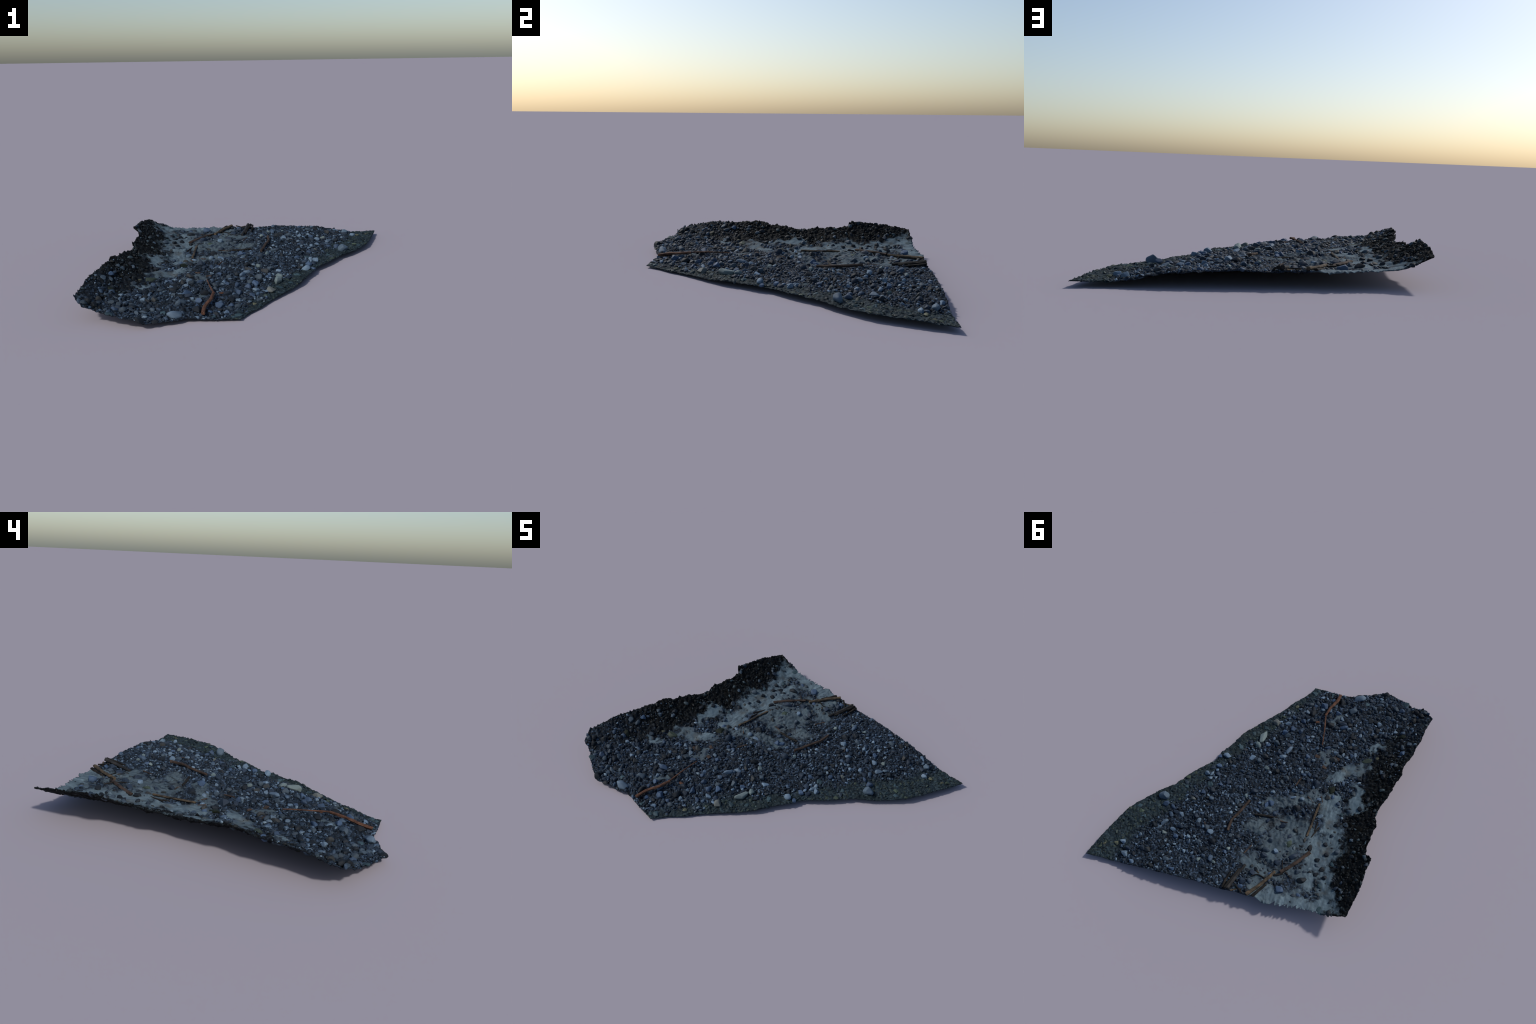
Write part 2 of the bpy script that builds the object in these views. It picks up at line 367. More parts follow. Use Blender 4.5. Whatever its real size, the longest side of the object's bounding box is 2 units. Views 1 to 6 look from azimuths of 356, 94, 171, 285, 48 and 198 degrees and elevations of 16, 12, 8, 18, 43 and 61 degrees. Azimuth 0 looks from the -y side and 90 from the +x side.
class Nodes:
    """Small helper to wire node trees."""

    def __init__(self, name):
        self.mat = bpy.data.materials.new(name)
        self.mat.use_nodes = True
        self.t = self.mat.node_tree
        self.bsdf = self.t.nodes["Principled BSDF"]
        self.obj = self.new("ShaderNodeTexCoord").outputs["Object"]

    def new(self, kind, **props):
        n = self.t.nodes.new(kind)
        for k, v in props.items():
            setattr(n, k, v)
        return n

    def put(self, sock, v):
        if isinstance(v, bpy.types.NodeSocket):
            self.t.links.new(v, sock)
        else:
            sock.default_value = v

    def math(self, op, a, b=0.0, c=None, clamp=False):
        n = self.new("ShaderNodeMath", operation=op, use_clamp=clamp)
        self.put(n.inputs[0], a); self.put(n.inputs[1], b)
        if c is not None:
            self.put(n.inputs[2], c)
        return n.outputs[0]

    def mix(self, f, a, b, blend="MIX"):
        n = self.new("ShaderNodeMix", data_type="RGBA", blend_type=blend)
        self.put(n.inputs[0], f); self.put(n.inputs[6], a); self.put(n.inputs[7], b)
        return n.outputs[2]

    def noise(self, scale, detail=3.0, rough=0.55, vec=None, distort=0.0):
        n = self.new("ShaderNodeTexNoise")
        self.put(n.inputs["Vector"], vec if vec is not None else self.obj)
        n.inputs["Scale"].default_value = scale
        n.inputs["Detail"].default_value = detail
        n.inputs["Roughness"].default_value = rough
        n.inputs["Distortion"].default_value = distort
        return n.outputs["Fac"]

    def voronoi(self, scale, feature="F1", out="Distance"):
        n = self.new("ShaderNodeTexVoronoi", feature=feature)
        self.put(n.inputs["Vector"], self.obj)
        n.inputs["Scale"].default_value = scale
        return n.outputs[out]

    def ramp(self, f, stops, interp="LINEAR"):
        n = self.new("ShaderNodeValToRGB")
        n.color_ramp.interpolation = interp
        el = n.color_ramp.elements
        while len(el) < len(stops):
            el.new(0.5)
        for e, (p, c) in zip(el, stops):
            e.position = p; e.color = c
        self.put(n.inputs[0], f)
        return n.outputs["Color"]

    def smooth(self, v, lo, hi):
        n = self.new("ShaderNodeMapRange", interpolation_type="SMOOTHSTEP")
        self.put(n.inputs["Value"], v)
        n.inputs["From Min"].default_value = lo
        n.inputs["From Max"].default_value = hi
        return n.outputs["Result"]

    def scaled(self, sx, sy, sz, rz=0.0):
        n = self.new("ShaderNodeMapping")
        self.put(n.inputs["Vector"], self.obj)
        n.inputs["Scale"].default_value = (sx, sy, sz)
        n.inputs["Rotation"].default_value = (0, 0, rz)
        return n.outputs["Vector"]

    def line(self, y, pts):
        """Piecewise line x(y) as a float curve, both mapped from -1..1 to 0..1."""
        n = self.new("ShaderNodeFloatCurve")
        c = n.mapping.curves[0]
        while len(c.points) < len(pts):
            c.points.new(0.5, 0.5)
        for p, (py, px) in zip(c.points, pts):
            p.location = ((py + 1) / 2, (px + 1) / 2)
            p.handle_type = "VECTOR"
        n.mapping.update()
        self.put(n.inputs["Value"], self.math("MULTIPLY_ADD", y, 0.5, 0.5))
        return self.math("MULTIPLY_ADD", n.outputs[0], 2.0, -1.0)

    def bump(self, h, strength, dist):
        n = self.new("ShaderNodeBump")
        n.inputs["Strength"].default_value = strength
        n.inputs["Distance"].default_value = dist
        self.put(n.inputs["Height"], h)
        self.put(self.bsdf.inputs["Normal"], n.outputs[0])

    def finish(self, color, rough=0.7, spec=0.3):
        self.put(self.bsdf.inputs["Base Color"], color)
        self.put(self.bsdf.inputs["Roughness"], rough)
        self.put(self.bsdf.inputs["Specular IOR Level"], spec)
        return self.mat


def ground_material(name):
    """Silt, grit, sand and dark soil, each where its zone lies on the bed."""
    m = Nodes(name)
    sep = m.new("ShaderNodeSeparateXYZ")
    m.put(sep.inputs[0], m.obj)
    x, y = sep.outputs[0], sep.outputs[1]
    wob = m.math("MULTIPLY_ADD", m.noise(15, 5, 0.65), 0.30, -0.15)
    wet = m.smooth(m.math("ADD", m.math("SUBTRACT", x, m.line(y, WET_LINE)), wob), -0.05, 0.05)
    bank = m.smooth(m.math("ADD", m.math("SUBTRACT", m.line(y, BANK_LINE), x), m.math("MULTIPLY", wob, 0.9)), -0.06, 0.06)
    bank = m.math("MULTIPLY", bank, m.math("MULTIPLY_ADD", m.smooth(y, -0.75, -0.2), 0.7, 0.3))
    # sand tongues
    def waves(terms):
        out = 0.0
        for a, kx, ky, p in terms:
            arg = m.math("ADD", m.math("MULTIPLY", x, kx), m.math("MULTIPLY_ADD", y, ky, p))
            out = m.math("MULTIPLY_ADD", m.math("SINE", arg), a, out)
        return out
    cmb = m.new("ShaderNodeCombineXYZ")
    m.put(cmb.inputs[0], m.math("ADD", x, waves(WARP_X)))
    m.put(cmb.inputs[1], m.math("ADD", y, waves(WARP_Y)))
    warped = cmb.outputs[0]
    sand = None
    for ax, ay, bx, by_, r in SAND:
        L = math.hypot(bx - ax, by_ - ay)
        n = m.new("ShaderNodeMapping", vector_type="TEXTURE")
        m.put(n.inputs["Vector"], warped)
        n.inputs["Location"].default_value = ((ax + bx) / 2, (ay + by_) / 2, 0)
        n.inputs["Rotation"].default_value = (0, 0, math.atan2(by_ - ay, bx - ax))
        s = m.new("ShaderNodeSeparateXYZ")
        m.put(s.inputs[0], n.outputs[0])
        over = m.math("MAXIMUM", m.math("SUBTRACT", m.math("ABSOLUTE", s.outputs[0]), L / 2), 0.0)
        d = m.math("SQRT", m.math("ADD", m.math("POWER", over, 2.0), m.math("POWER", s.outputs[1], 2.0)))
        v = m.math("SUBTRACT", 1.0, m.math("DIVIDE", d, r))
        sand = v if sand is None else m.math("MAXIMUM", sand, v)
    patch = m.math("ADD", sand, m.math("MULTIPLY_ADD", m.noise(21, 6, 0.7), 2.6, -1.36))
    sand = m.smooth(patch, -0.25, 0.45)
    grain = m.noise(420, 2)
    speck = m.voronoi(92, out="Color")
    joint = m.smooth(m.voronoi(92, "DISTANCE_TO_EDGE"), 0.0, 0.22)
    speck_v = m.new("ShaderNodeSeparateXYZ")
    m.put(speck_v.inputs[0], speck)
    grit = m.ramp(speck_v.outputs[0], [(0, C_GRIT_DARK), (0.55, C_GRIT), (0.85, C_GRIT_PALE), (1, C_GRIT_PALE)])
    grit = m.mix(m.smooth(m.noise(11, 3), 0.5, 0.75), grit, C_GRIT_WARM)
    silt = m.ramp(speck_v.outputs[1], [(0, C_SILT_DARK), (0.5, C_SILT), (0.88, C_SILT_PALE), (0.97, C_SILT_OCHRE)])
    silt = m.mix(m.smooth(m.noise(9, 3), 0.45, 0.7), silt, C_SILT_GREEN)
    soil = m.ramp(speck_v.outputs[2], [(0, C_SOIL_DARK), (0.6, C_SOIL), (1, C_SOIL_PALE)])
    soil = m.mix(m.smooth(m.noise(14, 3), 0.5, 0.7), soil, C_SOIL_BROWN)
    flow = m.noise(8, 4, 0.6, m.scaled(3.2, 0.7, 1, 0.2), 1.2)
    sandc = m.ramp(flow, [(0.25, C_SAND_DARK), (0.5, C_SAND), (0.75, C_SAND_PALE)])
    sandc = m.mix(m.smooth(m.noise(8, 3), 0.56, 0.72), sandc, C_SAND_WARM)
    inner = m.math("MULTIPLY", m.smooth(x, -0.46, -0.34), m.smooth(y, 0.84, 0.72))
    sandc = m.mix(m.math("MULTIPLY", inner, 0.6), sandc, m.mix(m.smooth(m.noise(10, 4), 0.4, 0.6), C_SAND_GREY, C_SAND_DARK))
    stain = m.smooth(m.noise(16, 5, 0.7, distort=0.8), 0.53, 0.66)
    sandc = m.mix(m.math("MULTIPLY", stain, m.math("MULTIPLY_ADD", inner, 0.75, 0.2)), sandc, C_SAND_MUD)
    c = m.mix(wet, grit, silt)
    c = m.mix(bank, c, soil)
    c = m.mix(sand, c, sandc)
    c = m.mix(m.math("MULTIPLY_ADD", grain, 0.5, -0.1, clamp=True), c, m.mix(1.0, c, (0.45, 0.45, 0.45, 1), "MULTIPLY"))
    keep = m.math("MAXIMUM", joint, m.math("MAXIMUM", sand, m.math("MULTIPLY", wet, 0.5)))
    c = m.mix(keep, m.mix(1.0, c, (0.55, 0.57, 0.60, 1), "MULTIPLY"), c)
    m.bump(m.math("ADD", grain, m.math("MULTIPLY", speck_v.outputs[0], 1.2)), 0.35, 0.002)
    return m.finish(c, 0.8, m.math("MULTIPLY_ADD", bank, -0.08, 0.16))


def stone_material(name, stops, dust=None):
    """Stones: each takes its own tone from the ramp, with faint mottling and grain."""
    m = Nodes(name)
    info = m.new("ShaderNodeObjectInfo").outputs["Random"]
    isl = m.new("ShaderNodeNewGeometry").outputs["Random Per Island"]
    r = m.math("FRACT", m.math("ADD", info, isl))
    c = m.ramp(r, stops)
    broad = m.new("ShaderNodeNewGeometry").outputs["Position"]
    tone_k = m.smooth(m.noise(4.5, 2, vec=broad), 0.3, 0.7)
    c = m.mix(tone_k, m.mix(1.0, c, (0.72, 0.72, 0.72, 1), "MULTIPLY"), m.mix(1.0, c, (1.22, 1.22, 1.22, 1), "MULTIPLY"))
    mott = m.noise(60, 4, 0.6)
    c = m.mix(m.smooth(mott, 0.4, 0.7), m.mix(1.0, c, (0.72, 0.74, 0.76, 1), "MULTIPLY"), m.mix(1.0, c, (1.2, 1.2, 1.2, 1), "MULTIPLY"))
    if dust:
        c = m.mix(m.math("MULTIPLY", m.smooth(m.noise(35, 3), 0.45, 0.65), 0.6), c, dust)
    m.bump(m.noise(230, 3), 0.25, 0.0015)
    return m.finish(c, 0.65, 0.2)


def wood_material(name, dark, mid, pale):
    m = Nodes(name)
    w = m.noise(30, 4, 0.6)
    g = m.noise(160, 3)
    c = m.ramp(m.math("ADD", m.math("MULTIPLY", w, 0.7), m.math("MULTIPLY", g, 0.3)), [(0.36, dark), (0.5, mid), (0.64, pale)])
    m.bump(g, 0.4, 0.002)
    return m.finish(c, 0.8, 0.15)


def tone(r, g, b, k=1.0):
    c = srgb(r, g, b)
    return (c[0] * k * 0.92, c[1] * k * 1.0, c[2] * k * 1.04, 1.0)


C_GRIT_DARK, C_GRIT, C_GRIT_PALE, C_GRIT_WARM = tone(15, 20, 26), tone(31, 40, 51), tone(60, 73, 89), tone(27, 32, 38)
C_SILT_DARK, C_SILT, C_SILT_PALE, C_SILT_OCHRE, C_SILT_GREEN = tone(21, 28, 32), tone(35, 46, 52), tone(52, 65, 71), tone(58, 64, 56), tone(31, 40, 42)
C_SOIL_DARK, C_SOIL, C_SOIL_PALE, C_SOIL_BROWN = tone(10, 11, 13), tone(18, 20, 22), tone(30, 34, 37), tone(19, 18, 16)
C_SAND_DARK, C_SAND, C_SAND_PALE, C_SAND_WARM = tone(64, 74, 80), tone(87, 99, 106), tone(108, 122, 129), tone(74, 75, 74)
C_SAND_MUD, C_SAND_GREY = tone(27, 29, 32), tone(54, 60, 65)

GROUND = ground_material("beach_ground")

ROOT = bpy.data.objects.new("gravel_beach_patch", None)
bpy.context.collection.objects.link(ROOT)
ROOT["label"] = "thin slab of dark gravel beach with sand, pebbles and driftwood"
ROOT["category"] = "beach ground"


def add(mesh, name, kind=None):
    ob = bpy.data.objects.new(name, mesh)
    bpy.context.collection.objects.link(ob)
    ob.parent = ROOT
    if kind:
        ob["kind"] = kind
    return ob


def mesh_from(name, v, f, mat):
    me = bpy.data.meshes.new(name)
    me.vertices.add(len(v))
    me.vertices.foreach_set("co", np.asarray(v, np.float32).ravel())
    me.loops.add(len(f) * 3)
    me.loops.foreach_set("vertex_index", np.asarray(f, np.int32).ravel())
    me.polygons.add(len(f))
    me.polygons.foreach_set("loop_start", np.arange(0, len(f) * 3, 3, dtype=np.int32))
    me.polygons.foreach_set("use_smooth", np.ones(len(f), bool))
    me.update(calc_edges=True)
    me.validate()
    me.materials.append(mat)
    return me


# split the crust by zone into parts whose borders coincide
cen = verts[faces][:, :, :2].mean(1)
zone = np.zeros(len(faces), int)
zone[wet_depth(cen) > 0] = 1
zone[bank_depth(cen) > 0] = 2
zone[sand_depth(cen) > 0.12] = 3
for z, nm in enumerate(("gravel_bed", "wet_silt_margin", "dark_soil_bank", "sand_patch")):
    f = faces[zone == z]
    used, inv = np.unique(f.ravel(), return_inverse=True)
    me = mesh_from(nm, verts[used], inv.reshape(-1, 3), GROUND)
    me.normals_split_custom_set_from_vertices([tuple(q) for q in vn[used]])
    add(me, nm)

# ---------------------------------------------------------------- stones
def ico(sub):
    import bmesh
    bm = bmesh.new()
    bmesh.ops.create_icosphere(bm, subdivisions=sub, radius=1.0)
    v = np.array([q.co[:] for q in bm.verts])
    f = np.array([[q.index for q in p.verts] for p in bm.faces])
    bm.free()
    return v, f


def cut_stone(sub, rng, cuts, deep):
    """A pebble: a ball worn flat by random planes, slightly lumpy."""
    v, f = ico(sub)
    v = v.copy()
    off = rng.uniform(0, 50, 3)
    for _ in range(cuts):
        n = rng.normal(size=3); n /= np.linalg.norm(n)
        d = rng.uniform(deep, 0.88)
        v -= np.maximum(v @ n - d, 0)[:, None] * n * 0.92
    for i in range(len(v)):
        v[i] *= 1 + 0.07 * noise.noise(Vector(v[i] * 1.6 + off))
    ext = (v.max(0) - v.min(0)) / 2
    v = (v - (v.max(0) + v.min(0)) / 2) / ext
    return v, f


BIG = [cut_stone(3, RNG, int(RNG.integers(9, 17)), 0.52) for _ in range(14)]
SMALL = [cut_stone(2, RNG, int(RNG.integers(6, 12)), 0.50) for _ in range(24)]

KINDS = {
    "pale": [(0, tone(88, 102, 116)), (0.5, tone(104, 118, 132)), (1, tone(96, 112, 130))],
    "cream": [(0, tone(96, 104, 102)), (0.5, tone(108, 116, 114)), (1, tone(90, 100, 102))],
    "grey": [(0, tone(52, 61, 70)), (0.5, tone(66, 75, 84)), (1, tone(60, 71, 82))],
    "blue": [(0, tone(54, 68, 88)), (0.5, tone(68, 83, 104)), (1, tone(60, 77, 100))],
    "slate": [(0, tone(34, 43, 54)), (0.5, tone(42, 52, 66)), (1, tone(38, 46, 57))],
    "dark": [(0, tone(22, 27, 33)), (0.5, tone(29, 34, 41)), (1, tone(30, 33, 37))],
    "wet": [(0, tone(46, 62, 68)), (0.5, tone(56, 73, 80)), (1, tone(52, 67, 70))],
    "green": [(0, tone(62, 71, 60)), (0.5, tone(58, 66, 56)), (1, tone(72, 82, 68))],
    "moss": [(0, tone(22, 27, 17)), (0.5, tone(27, 32, 19)), (1, tone(25, 30, 20))],
    "brown": [(0, tone(44, 46, 49)), (0.5, tone(54, 53, 52)), (1, tone(50, 52, 55))],
    "ochre": [(0, tone(82, 80, 65)), (0.5, tone(90, 88, 69)), (1, tone(78, 79, 67))],
    "tan": [(0, tone(82, 84, 82)), (0.5, tone(90, 90, 86)), (1, tone(84, 88, 88))],
    "sandy": [(0, tone(74, 87, 97)), (0.5, tone(78, 90, 102)), (1, tone(74, 88, 95))],
}
MATS = {k: stone_material(k + "_stone", s) for k, s in KINDS.items()}
BIG_MESH = {}


def big_mesh(kind, i):
    if (kind, i) not in BIG_MESH:
        v, f = BIG[i]
        me = mesh_from(kind + "_pebble", v, f, MATS[kind])
        me.set_sharp_from_angle(angle=math.radians(34))
        BIG_MESH[(kind, i)] = me
    return BIG_MESH[(kind, i)]


PLACED = []      # (x, y, radius) of stones already lying there


def frame(n, ang, tilt):
    """Rotation whose z axis follows the bed normal, x axis heads along ang."""
    z = n + tilt
    z = z / np.linalg.norm(z)
    x = np.array([math.cos(ang), math.sin(ang), 0.0])
    x = x - z * (x @ z); x /= np.linalg.norm(x)
    return np.c_[x, np.cross(z, x), z]


def lay_stone(x, y, a, b, h, ang, kind, sink):
    """Named pebble with half axes a, b, h, sunk so that its top stands h*(2-2*sink) proud."""
    from mathutils import Matrix
    n = bed_normal([[x, y]])[0]
    R = frame(n, ang, RNG.normal(0, 0.10, 3))
    z = bed_z([[x, y]])[0] + h * (1 - 2 * sink)
    M = Matrix([list(R[i] * np.array([a, b, h])) + [v] for i, v in enumerate((x, y, z))] + [[0, 0, 0, 1]])
    ob = add(big_mesh(kind, int(RNG.integers(len(BIG)))), "pebble")
    ob.matrix_local = M
    PLACED.append((x, y, 0.5 * (a + b)))


FLAT = {"wet": (0.42, 0.55), "green": (0.5, 0.45), "ochre": (0.5, 0.45), "sandy": (0.5, 0.55), "moss": (0.45, 0.45)}
for kind, rows in (("pale", STONES_PALE), ("grey", STONES_GREY), ("blue", STONES_BLUE), ("wet", STONES_WET), ("dark", STONES_DARK),
                   ("slate", STONES_SLATE), ("ochre", STONES_OCHRE), ("green", STONES_GREEN), ("brown", STONES_BROWN), ("moss", STONES_MOSS),
                   ("cream", STONES_CREAM), ("tan", STONES_TAN), ("sandy", STONES_SANDY)):
    flat, sink = FLAT.get(kind, (0.95, 0.33))
    for x, y, L, W, ang in rows:
        h = 0.5 * min(L, W) / 1000 * flat * RNG.uniform(0.85, 1.15)
        edge = rim_distance(np.array([[x, y]]))[0] < 0.03
        lay_stone(x, y, L / 2000, W / 2000, h * (0.65 if edge else 1), math.radians(ang), kind, 0.5 if edge else sink)
TALL = len(PLACED)

# ---------------------------------------------------------------- scattered gravel
CELL = 0.03
taken = {}


def note(x, y, r):
    taken.setdefault((int(x // CELL), int(y // CELL)), []).append((x, y, r))


def free(x, y, r, slack):
    cx, cy = int(x // CELL), int(y // CELL)
    for ix in (cx - 1, cx, cx + 1):
        for iy in (cy - 1, cy, cy + 1):
            for px, py, pr in taken.get((ix, iy), ()):
                if (px - x) ** 2 + (py - y) ** 2 < ((pr + r) * slack) ** 2:
                    return False
    return True


for x, y, r in PLACED:
    note(x, y, r)

loose = {"ridge": [], "bank": [], "silt": [], "sand": []}
named_left = 300 - TALL
# (tries, smallest and largest half size, named?)
TIERS = [(2600, 0.014, 0.020), (5500, 0.009, 0.014), (13000, 0.0055, 0.009), (34000, 0.0032, 0.0055)]
for tier, (tries, r0, r1) in enumerate(TIERS):
    p = np.c_[RNG.uniform(-1, 1, tries), RNG.uniform(-0.9, 0.9, tries)]
    r = RNG.uniform(r0, r1, tries)
    ok = inside_many(p, rim_xy)
    p, r = p[ok], r[ok]
    ok = rim_distance(p) > r * 0.5
    p, r = p[ok], r[ok]
    clump = np.clip(0.75 + 1.3 * fbm_many(p, 7.0, 21.0, 2), 0.15, 1.3)
    stray = fbm_many(p, 12, 8.8, 2)
    wd, bd, sd = wet_depth(p) + 0.06 * stray - 0.02, bank_depth(p) + 0.05 * stray, sand_depth(p) + 0.5 * fbm_many(p, 20, 3.3)
    ridge_fine = np.exp(-((p[:, 0] - 0.30) / 0.3) ** 2 - ((p[:, 1] - 0.75) / 0.3) ** 2)
    luck = RNG.uniform(0, 1, len(p)) / clump
    for i in range(len(p)):
        x, y = p[i]
        if sd[i] > -0.05:
            inner = x > -0.40 and y < 0.80
            clean = (0.13, 0.17, 0.14, 0.08) if inner else (0.02, 0.02, 0.015, 0.006)
            chance = clean[tier] if sd[i] > 0.3 else (0.15, 0.22, 0.2, 0.12)[tier]
            where = "sand"
        elif wd[i] > 0.0:
            f = min(1.0, wd[i] / 0.08)
            chance = (0.30, 0.34, 0.3, 0.2)[tier] * (1 - f) + (0.12, 0.26, 0.3, 0.2)[tier] * f
            where = "silt"
        elif bd[i] > 0.0:
            near_c = max(0.0, min(1.0, (-y - 0.1) / 0.4))
            chance = (0.10 + 0.3 * near_c, 0.24 + 0.3 * near_c, 0.36 + 0.2 * near_c, 0.26 + 0.2 * near_c)[tier]
            where = "bank" if luck[i] * 37 % 1 > 0.55 * near_c else "ridge"
        else:
            near_c = max(0.0, min(1.0, (-y - 0.15) / 0.35))
            chance = (0.14 + 0.35 * near_c, 0.42, 0.6, 0.65)[tier]
            chance *= (1 - ridge_fine[i] * (0.75, 0.55, 0, 0)[tier])
            where = "ridge"
        if luck[i] > chance or not free(x, y, r[i], 0.72):
            continue
        note(x, y, r[i])
        if tier == 0 and named_left > 0:
            named_left -= 1
            k = {"sand": ["slate", "grey", "dark", "blue", "brown"], "silt": ["wet", "wet", "wet", "grey", "green"],
                 "bank": ["dark", "dark", "slate", "grey"], "ridge": ["blue", "slate", "grey", "slate", "dark", "pale", "dark", "grey"]}[where]
            k = k[int(RNG.integers(len(k)))]
            flat = 0.45 if where == "silt" else RNG.uniform(0.6, 0.85)
            el = RNG.uniform(0.8, 1.35)
            lay_stone(x, y, r[i] * el, r[i] / el ** 0.5, r[i] * flat, RNG.uniform(0, math.pi), k, 0.54 if where == "silt" else 0.42)
        else:
            loose[where].append((x, y, r[i], where))


def gravel(name, rows, stops):
    if not rows:
        return
    P = np.array([(a, b) for a, b, _, _ in rows])
    z = bed_z(P); N = bed_normal(P)
    vs, fs, base = [], [], 0
    for i, (x, y, r, where) in enumerate(rows):
        v, f = SMALL[int(RNG.integers(len(SMALL)))]
        el = RNG.uniform(0.85, 1.6)
        h = r * (RNG.uniform(0.35, 0.5) if where == "silt" else RNG.uniform(0.6, 0.9))
        sink = RNG.uniform(0.45, 0.56) if where in ("silt", "sand") else RNG.uniform(0.30, 0.48)
        R = frame(N[i], RNG.uniform(0, math.pi), RNG.normal(0, 0.3, 3))
        w = (v * np.array([r * el, r / el ** 0.5, h])) @ R.T + np.array([x, y, z[i] + h * (1 - 2 * sink)])
        vs.append(w); fs.append(f + base); base += len(v)
    me = mesh_from(name, np.vstack(vs), np.vstack(fs), stone_material(name + "_stone", stops))
    me.set_sharp_from_angle(angle=math.radians(48))
    add(me, name, "stuff")


gravel("loose_gravel", loose["ridge"], [(0, tone(20, 26, 33)), (0.3, tone(31, 41, 52)), (0.52, tone(46, 58, 73)), (0.64, tone(39, 42, 46)), (0.78, tone(64, 79, 97)), (0.92, tone(92, 107, 123)), (1, tone(108, 120, 130))])
gravel("silted_gravel", loose["sand"], [(0, tone(22, 25, 29)), (0.3, tone(34, 40, 47)), (0.6, tone(48, 56, 65)), (0.8, tone(52, 54, 54)), (1, tone(78, 88, 96))])
gravel("bank_gravel", loose["bank"], [(0, tone(13, 15, 17)), (0.4, tone(22, 26, 29)), (0.65, tone(27, 28, 28)), (0.8, tone(37, 45, 50)), (1, tone(60, 70, 74))])
gravel("submerged_gravel", loose["silt"], [(0, tone(28, 38, 42)), (0.4, tone(38, 51, 56)), (0.7, tone(44, 54, 50)), (0.9, tone(60, 66, 56)), (1, tone(66, 82, 88))])

# ---------------------------------------------------------------- driftwood
WOOD = {
    "orange": wood_material("orange_driftwood", tone(48, 33, 28), tone(80, 53, 41), tone(102, 70, 54)),
    "rust": wood_material("rusty_driftwood", tone(34, 28, 26), tone(56, 44, 38), tone(76, 61, 53)),
    "tan": wood_material("tan_driftwood", tone(38, 33, 29), tone(66, 56, 46), tone(98, 79, 60)),
    "grey": wood_material("grey_driftwood", tone(24, 23, 24), tone(42, 40, 40), tone(60, 55, 52)),
    "dark": wood_material("dark_driftwood", tone(16, 15, 15), tone(28, 25, 23), tone(46, 39, 34)),
}


def stick(name, pts, r0, r1, lift0, lift1, wood, flat=0.8, seed=1.0, proud=0.15):
    """Sweep a knobbly section along a bent path lying on the bed."""
    P = np.array(pts, float)
    seg = np.r_[0, np.cumsum(np.linalg.norm(np.diff(P, axis=0), axis=1))]
    n = max(6, int(seg[-1] / 0.008))
    s = np.linspace(0, seg[-1], n)
    path = np.c_[np.interp(s, seg, P[:, 0]), np.interp(s, seg, P[:, 1])]
    for _ in range(2):      # soften the kinks, keep the ends
        path[1:-1] = 0.25 * path[:-2] + 0.5 * path[1:-1] + 0.25 * path[2:]
    t = s / s[-1]
    rad = r0 + (r1 - r0) * t
    z = bed_z(path) + rad * proud + lift0 + (lift1 - lift0) * t
    c = np.c_[path, z]
    tan = np.gradient(c, axis=0); tan /= np.linalg.norm(tan, axis=1)[:, None]
    K = 10
    v, f = [], []
    for i in range(n):
        side = np.cross(tan[i], [0, 0, 1]); side /= np.linalg.norm(side)
        up = np.cross(side, tan[i])
        for k in range(K):
            a = 2 * math.pi * k / K
            q = 1 + 0.22 * noise.noise(Vector((math.cos(a) * 1.3 + seed * 7, math.sin(a) * 1.3, s[i] * 26))) + 0.13 * noise.noise(Vector((math.cos(a) * 3, math.sin(a) * 3 + seed, s[i] * 9)))
            off = tan[i] * 0
            if i in (0, n - 1):
                off = tan[i] * rad[i] * 0.9 * noise.noise(Vector((a * 2, seed, i)))
            v.append(c[i] + off + rad[i] * q * (side * math.cos(a) + up * math.sin(a) * flat))
    for i in range(n - 1):
        for k in range(K):
            a, b = i * K + k, i * K + (k + 1) % K
            f += [(a, b, b + K), (a, b + K, a + K)]
    v += [c[0], c[-1]]
    for k in range(K):
        f.append((n * K, (k + 1) % K, k))
        f.append((n * K + 1, (n - 1) * K + k, (n - 1) * K + (k + 1) % K))
    me = mesh_from(name, np.array(v), np.array(f), WOOD[wood])
    me.set_sharp_from_angle(angle=math.radians(40))
    return add(me, name)


S = "driftwood_stick"
stick(S, [(-0.314, -0.79), (-0.306, -0.72), (-0.272, -0.639), (-0.256, -0.562)], 0.0110, 0.0090, 0.020, 0.032, "orange", 0.85, 1)
stick("twig", [(-0.258, -0.558), (-0.276, -0.459), (-0.295, -0.317)], 0.0055, 0.003, 0.034, 0.014, "orange", 0.9, 2)
stick(S, [(0.068, 0.234), (0.103, 0.339), (0.135, 0.413), (0.135, 0.495)], 0.0085, 0.0095, 0.014, 0.020, "rust", 0.9, 3)
stick(S, [(-0.418, 0.488), (-0.369, 0.559), (-0.307, 0.633), (-0.27, 0.671)], 0.0115, 0.010, 0.008, 0.010, "rust", 0.7, 4)
stick(S, [(-0.238, 0.678), (-0.167, 0.797), (-0.108, 0.873)], 0.0105, 0.0115, 0.012, 0.013, "tan", 0.8, 5)
stick(S, [(-0.207, 0.774), (-0.146, 0.872)], 0.008, 0.010, 0.005, 0.008, "dark", 0.7, 6)
stick(S, [(-0.041, 0.68), (-0.008, 0.779), (0.014, 0.868)], 0.009, 0.011, 0.006, 0.018, "grey", 0.9, 7)
stick(S, [(-0.016, 0.713), (0.010, 0.797), (0.034, 0.87)], 0.008, 0.011, 0.005, 0.016, "dark", 0.9, 8)
stick(S, [(-0.39, 0.133), (-0.38, 0.242), (-0.377, 0.297), (-0.368, 0.385)], 0.008, 0.007, 0.012, 0.010, "tan", 0.8, 9)
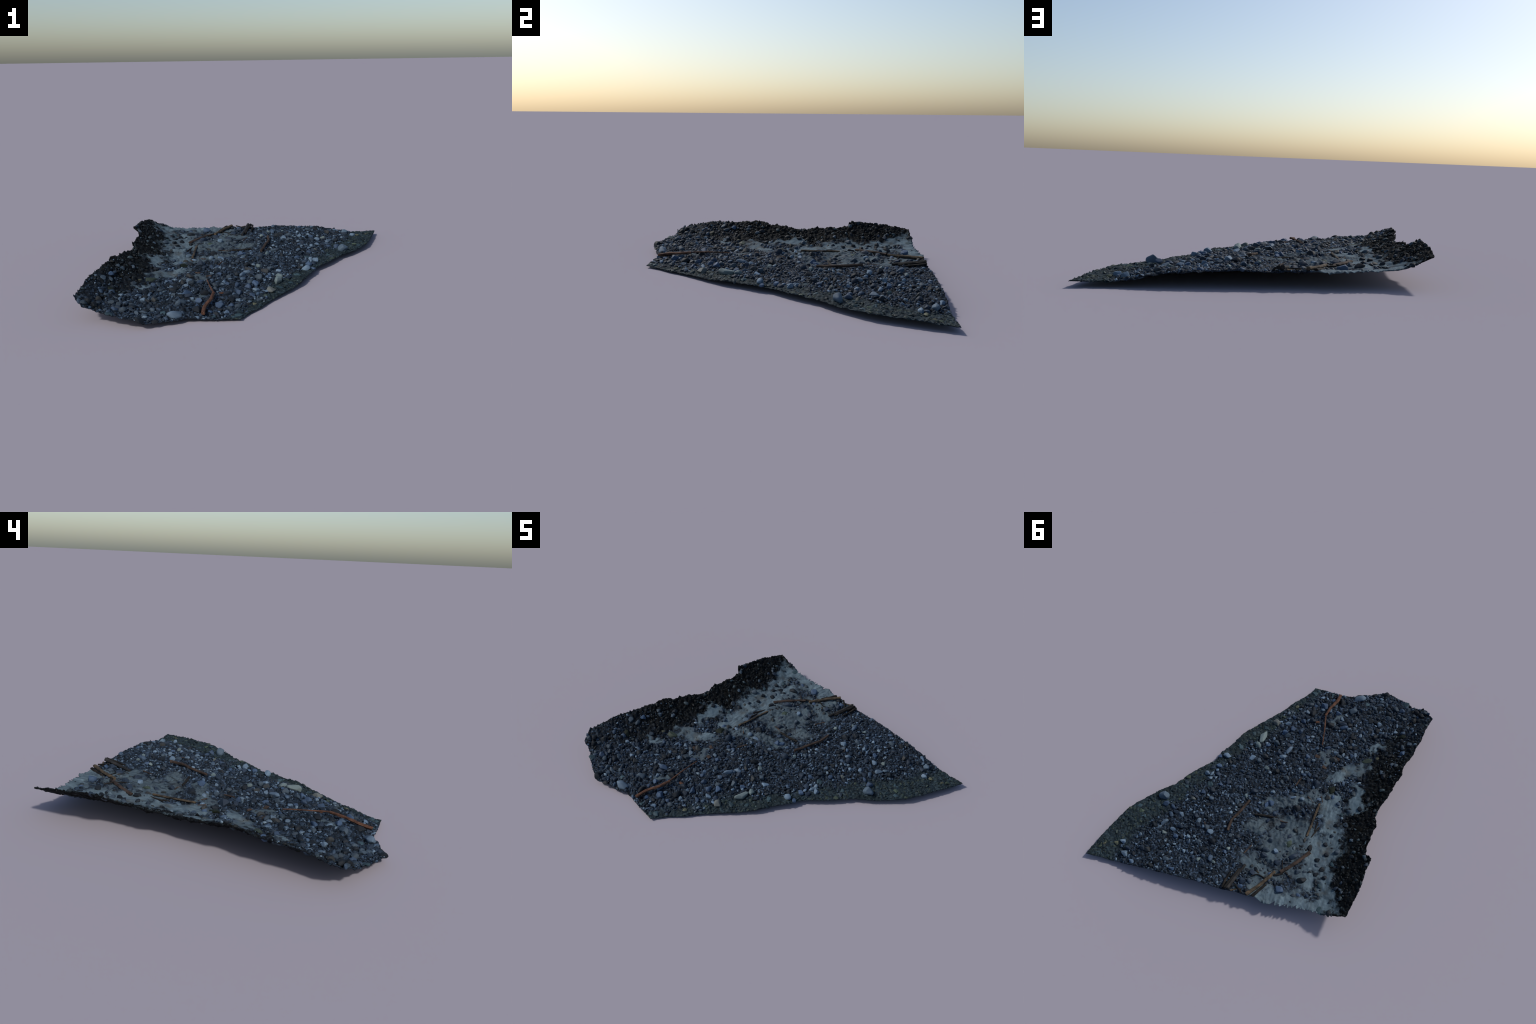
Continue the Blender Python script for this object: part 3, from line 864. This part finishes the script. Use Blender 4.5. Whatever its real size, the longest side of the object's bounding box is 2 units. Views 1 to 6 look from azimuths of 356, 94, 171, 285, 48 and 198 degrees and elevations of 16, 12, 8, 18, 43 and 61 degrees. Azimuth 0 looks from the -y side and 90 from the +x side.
stick("twig", [(-0.413, 0.266), (-0.406, 0.335)], 0.006, 0.005, 0.002, 0.002, "dark", 0.8, 10)
stick("twig", [(-0.356, 0.298), (-0.345, 0.35)], 0.006, 0.004, 0.003, 0.001, "dark", 0.8, 11)
stick(S, [(0.004, 0.322), (-0.091, 0.307), (-0.143, 0.309)], 0.008, 0.009, 0.006, 0.010, "dark", 0.8, 12)
stick("twig", [(-0.138, 0.311), (-0.188, 0.322), (-0.220, 0.319)], 0.005, 0.0035, 0.008, 0.010, "rust", 0.8, 13)
stick("twig", [(-0.221, -0.03), (-0.199, 0.042)], 0.006, 0.005, 0.006, 0.004, "rust", 0.7, 14)
stick("twig", [(-0.005, 0.872), (-0.064, 0.843)], 0.005, 0.004, 0.006, 0.004, "tan", 0.8, 15)
stick("twig", [(-0.041, 0.537), (-0.009, 0.606)], 0.0045, 0.004, 0.003, 0.004, "rust", 0.8, 16)
stick("twig", [(-0.265, 0.590), (-0.274, 0.636), (-0.292, 0.668)], 0.003, 0.003, 0.012, 0.006, "dark", 0.9, 17)
stick("twig", [(-0.292, 0.655), (-0.343, 0.69)], 0.004, 0.003, 0.012, 0.010, "dark", 0.9, 18)
stick("twig", [(0.309, 0.468), (0.273, 0.52)], 0.003, 0.002, 0.012, 0.010, "rust", 0.9, 19)
stick("twig", [(-0.387, 0.074), (-0.407, 0.115)], 0.0035, 0.0025, 0.008, 0.008, "rust", 0.9, 20)
stick("twig", [(-0.301, 0.100), (-0.347, 0.134)], 0.004, 0.003, 0.006, 0.006, "rust", 0.9, 21)
stick("twig", [(-0.314, 0.637), (-0.27, 0.664)], 0.005, 0.004, 0.010, 0.006, "dark", 0.9, 22)
stick("twig", [(-0.118, 0.695), (-0.142, 0.712)], 0.005, 0.005, 0.004, 0.004, "tan", 0.7, 23)
stick(S, [(0.030, 0.745), (0.046, 0.815), (0.050, 0.868)], 0.005, 0.007, 0.006, 0.014, "dark", 0.9, 31)
stick("twig", [(-0.075, 0.868), (-0.02, 0.825)], 0.006, 0.004, 0.012, 0.010, "dark", 0.8, 32)
stick("twig", [(-0.185, 0.735), (-0.135, 0.72), (-0.10, 0.745)], 0.004, 0.003, 0.010, 0.008, "dark", 0.8, 33)
stick("twig", [(-0.43, 0.30), (-0.405, 0.365), (-0.39, 0.41)], 0.005, 0.003, 0.006, 0.006, "dark", 0.8, 34)
stick("twig", [(-0.34, 0.245), (-0.335, 0.30)], 0.004, 0.003, 0.006, 0.008, "rust", 0.8, 35)
stick("twig", [(-0.24, 0.70), (-0.29, 0.675)], 0.007, 0.005, 0.008, 0.008, "dark", 0.8, 36)
stick("bark_fragment", [(-0.268, -0.226), (-0.300, -0.222)], 0.014, 0.010, 0.002, 0.002, "rust", 0.3, 24)
stick("bark_fragment", [(-0.336, -0.158), (-0.364, -0.145)], 0.012, 0.010, 0.002, 0.002, "rust", 0.3, 25)
stick("bark_fragment", [(-0.199, -0.506), (-0.226, -0.511)], 0.011, 0.008, 0.006, 0.006, "orange", 0.5, 26)
stick("bark_fragment", [(-0.398, -0.250), (-0.437, -0.238)], 0.010, 0.012, 0.002, 0.002, "rust", 0.3, 27)

print("verts", nv, "loose", {k: len(v) for k, v in loose.items()}, "named", len(PLACED))
